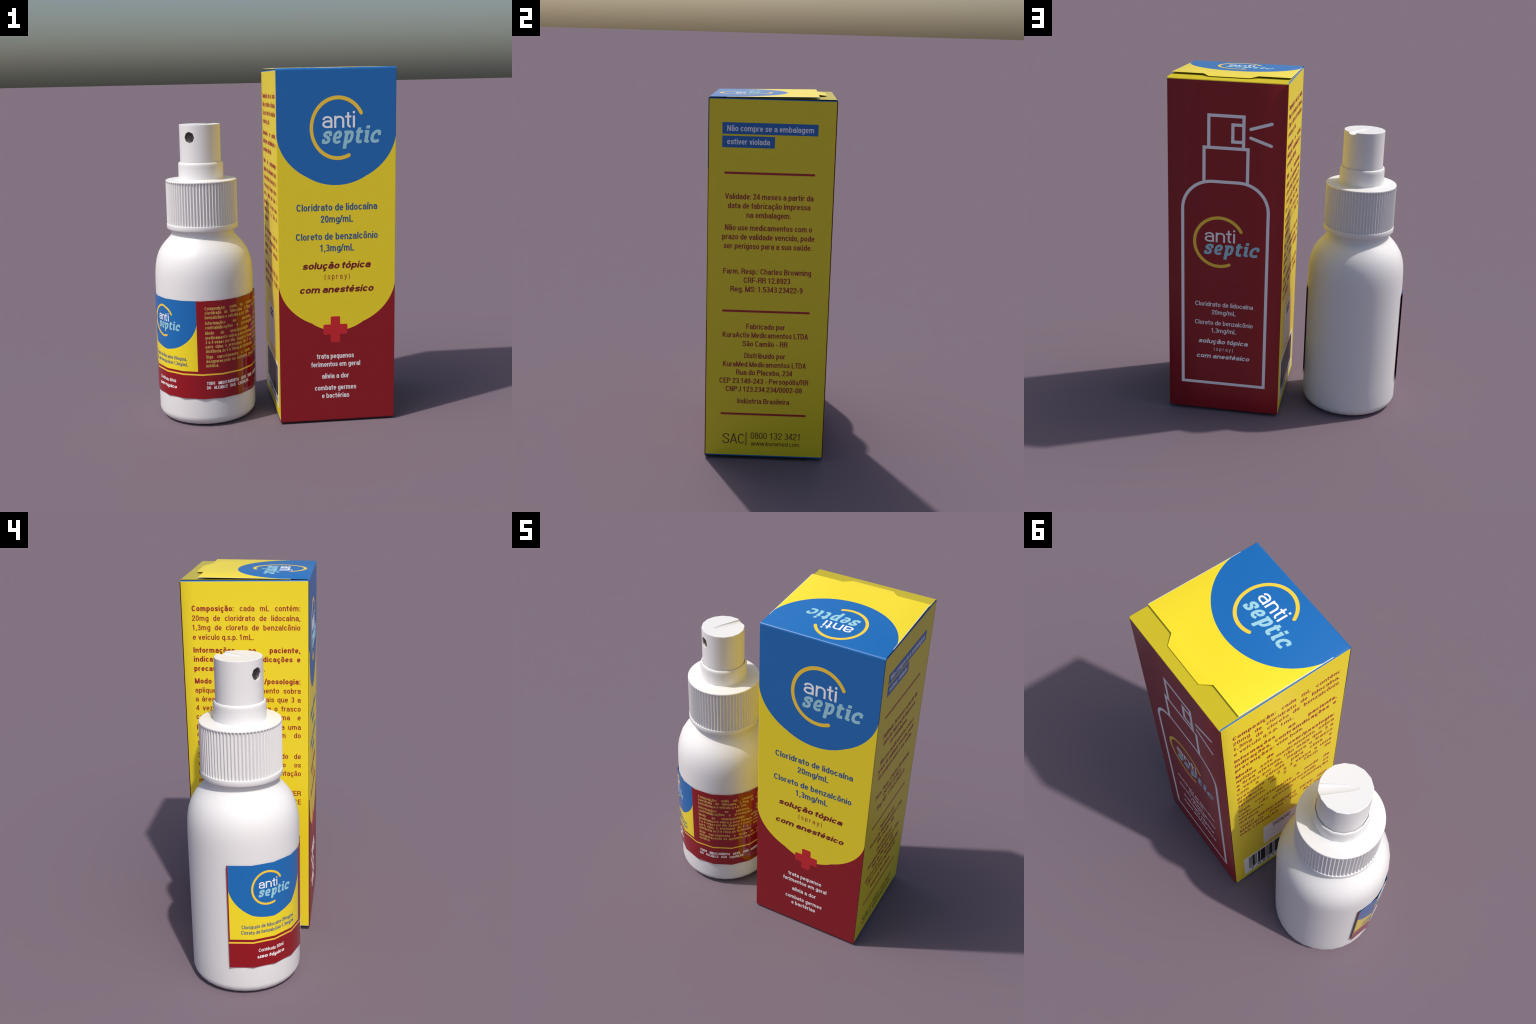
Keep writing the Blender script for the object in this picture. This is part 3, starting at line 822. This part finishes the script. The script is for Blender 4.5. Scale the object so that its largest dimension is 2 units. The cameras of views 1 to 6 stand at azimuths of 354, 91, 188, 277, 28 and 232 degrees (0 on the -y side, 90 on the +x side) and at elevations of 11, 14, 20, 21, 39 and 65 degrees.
def groove_cutter():
    """A shallow trough, deep and wide at the back rim, dying out past the middle."""
    ang = rad(56.0)
    d = Vector((math.cos(ang), math.sin(ang), 0)); t = Vector((-d.y, d.x, 0))
    V, F, n = [], [], 13
    st = [(-0.056, 0.0015, 0.0008), (-0.052, 0.0070, 0.0014), (-0.044, 0.0100, 0.0022), (0.0, 0.0172, 0.0068), (0.06, 0.0230, 0.0105), (0.125, 0.0290, 0.0140)]
    for dist, hw, dp in st:
        for k in range(n):
            a = math.pi * k / (n - 1)
            V.append(d * dist + t * (hw * math.cos(a)) + Vector((0, 0, 1.6957 - dp * math.sin(a) ** 0.8)))
        V.append(d * dist - t * hw + Vector((0, 0, 1.71)))
        V.append(d * dist + t * hw + Vector((0, 0, 1.71)))
    m_ = n + 2
    for j in range(len(st) - 1):
        for k in range(m_):
            q = (k + 1) % m_
            F.append((j * m_ + k, j * m_ + q, (j + 1) * m_ + q, (j + 1) * m_ + k))
    F.append(tuple(range(m_))); F.append(tuple((len(st) - 1) * m_ + k for k in range(m_))[::-1])
    return add_object("cutter", V, F, ["plastic"], bottle, smooth=40)
cut(head, groove_cutter())
smooth_by_angle(head, 28)
def turned_normals(ob):
    """Let the many-sided wall of the button shade as a turned surface."""
    me = ob.data
    ns = [n.vector.copy() for n in me.corner_normals]
    for p in me.polygons:
        c = p.center
        if abs(p.normal.z) < 0.05 and p.normal.xy.dot(c.xy) > 0.9 * c.xy.length and c.xy.length > 0.108:
            for li in p.loop_indices:
                v = me.vertices[me.loops[li].vertex_index].co
                ns[li] = Vector((v.x, v.y, 0)).normalized()
        elif p.normal.z > 0.9999:
            for li in p.loop_indices: ns[li] = p.normal.copy()
    me.normals_split_custom_set(ns)
turned_normals(head)

# nozzle insert: stepped rings around a fine bore, sunk in the hole
def nozzle():
    d = Vector((math.cos(HOLE), math.sin(HOLE), 0)); t = Vector((-d.y, d.x, 0)); c = Vector((0, 0, 1.6255))
    prof = [(0.0318, 0.097), (0.0318, 0.1045), (0.0275, 0.1045), (0.0235, 0.1005), (0.0200, 0.1005), (0.0195, 0.1030), (0.0150, 0.1030), (0.0145, 0.1005), (0.0100, 0.1005), (0.0095, 0.1025), (0.0055, 0.1025)]
    seg = 16
    def ring(r, dist): return [c + d * dist + t * math.cos(2 * math.pi * k / seg) * r + Vector((0, 0, 1)) * math.sin(2 * math.pi * k / seg) * r for k in range(seg)]
    V, F = [], []
    for r, dist in prof: V += ring(r, dist)
    for j in range(len(prof) - 1):
        for k in range(seg):
            q = (k + 1) % seg
            F.append((j * seg + k, j * seg + q, (j + 1) * seg + q, (j + 1) * seg + k))
    ob = add_object("nozzle", V, F, ["nozzle"], head, smooth=30)
    bore = ring(0.0056, 0.1020)
    add_object("nozzle_bore", bore, [tuple(range(seg))], ["nozzle_bore"], head)
nozzle()

# ---- label: sixteen-sided wrap standing a little off the bottle
LR = 0.2912
LABEL_A0, LABEL_A1 = -189.4, 14.8
corners = [LABEL_A0] + [-165.2 + 22.5 * k for k in range(8)] + [LABEL_A1]
Z0, Z1 = 0.1690, 0.7360
def label_radius(deg):
    """Distance of the flat facets from the axis at an angle."""
    for a, b in zip(corners, corners[1:]):
        if deg <= b or b == corners[-1]:
            mid, half = (a + b) / 2, 11.25
            if b == corners[-1]: mid = a + 11.25
            if a == corners[0]: mid = b - 11.25
            return LR * math.cos(rad(half)) / math.cos(rad(deg - mid))
def f_label(s, t, h):
    deg = math.degrees(s / LABEL_R)
    r = label_radius(deg) + h
    return Vector((r * math.cos(rad(deg)), r * math.sin(rad(deg)), t))
splits = [rad(a) * LABEL_R for a in corners[1:-1]]
lat = sorted(corners)
gridL = [[tuple(f_label(rad(a) * LABEL_R, z, 0)) for a in lat] for z in (Z0, Z1)]
nL = len(lat)
V = gridL[0] + gridL[1]
inner = [(x * (1 - 0.0016 / LR), y * (1 - 0.0016 / LR), z) for x, y, z in V]
F, MI = [], []
for i in range(nL - 1):
    F.append((i, i + 1, nL + i + 1, nL + i)); MI.append(0)
    F.append((2 * nL + nL + i, 2 * nL + nL + i + 1, 2 * nL + i + 1, 2 * nL + i)); MI.append(1)
    for o in (0, nL):
        F.append((o + i, o + i + 1, 2 * nL + o + i + 1, 2 * nL + o + i)); MI.append(0)
for i in (0, nL - 1):
    F.append((i, nL + i, 3 * nL + i, 2 * nL + i)); MI.append(0)
label = add_object("wraparound_label", V + inner, F, ["label", "label_back"], bottle, MI, 40)

def deg_s(a): return rad(a) * LABEL_R
logo(deg_s(-148.9), 0.6045, 0.560, 0.542, f_label, label, ("label_gold", "label_white", "label_pale"), splits)
line_of_type("Cloridrato de lidocaína 20mg/mL", deg_s(-176.4), deg_s(-115.3), .3890, .0205, f_label, "label_navy", label, splits=splits)
line_of_type("Cloreto de benzalcônio 1,3mg/mL", deg_s(-177.1), deg_s(-114.6), .3580, .0205, f_label, "label_navy", label, splits=splits)
line_of_type("Contéudo 60ml", deg_s(-159.9), deg_s(-131.5), .2525, .0190, f_label, "label_white", label, pen=0.12, splits=splits)
line_of_type("uso tópico", deg_s(-161.4), deg_s(-130.4), .2170, .0195, f_label, "label_white", label, pen=0.19, slant=0.20, track=0.0, splits=splits)
LABEL_TEXT = [
    (.6838, W("Composição: cada mL contém: 20mg de", bold), True), (.6584, W("cloridrato de lidocaína, 1,3mg de cloreto de", bold), True), (.6322, W("benzalcônio e veículo q.s.p. 1mL.", bold), False),
    (.6002, W("Informações ao paciente, indicações,", bold), True), (.5742, W("contraindicações e precauções: vide bula.", bold), True),
    (.5430, W("Modo de usar/posologia: aplique este", bold), True), (.5156, W("medicamento sobra a área afetada, não mais que", bold), True), (.4899, W("3 a 4 vezes por dia. Segure o frasco com a válvula", bold), True),
    (.4640, W("para cima e pressione de 2 a 3 vezes a uma", bold), True), (.4374, W("distância de 5 a 10cm do ferimento.", bold), False),
    (.4049, W("Siga corretamente o modo de usar, não", bold), True), (.3794, W("desaparecendo os sintomas, procure orientação", bold), True), (.3539, W("médica.", bold), False)]
for t, words, full in LABEL_TEXT:
    justified(words, deg_s(-93.5), deg_s(1.0), t, .0195, .0200, f_label, "label_sand", label, full=full, splits=splits)
justified(W("TODO MEDICAMENTO DEVE SER MANTIDO FORA", bold), deg_s(-93.5), deg_s(1.0), .2506, .0180, .0185, f_label, "label_white", label, splits=splits)
justified(W("DO ALCANCE DAS CRIANÇAS.", bold), deg_s(-93.5), deg_s(-36.9), .2250, .0180, .0185, f_label, "label_white", label, splits=splits)
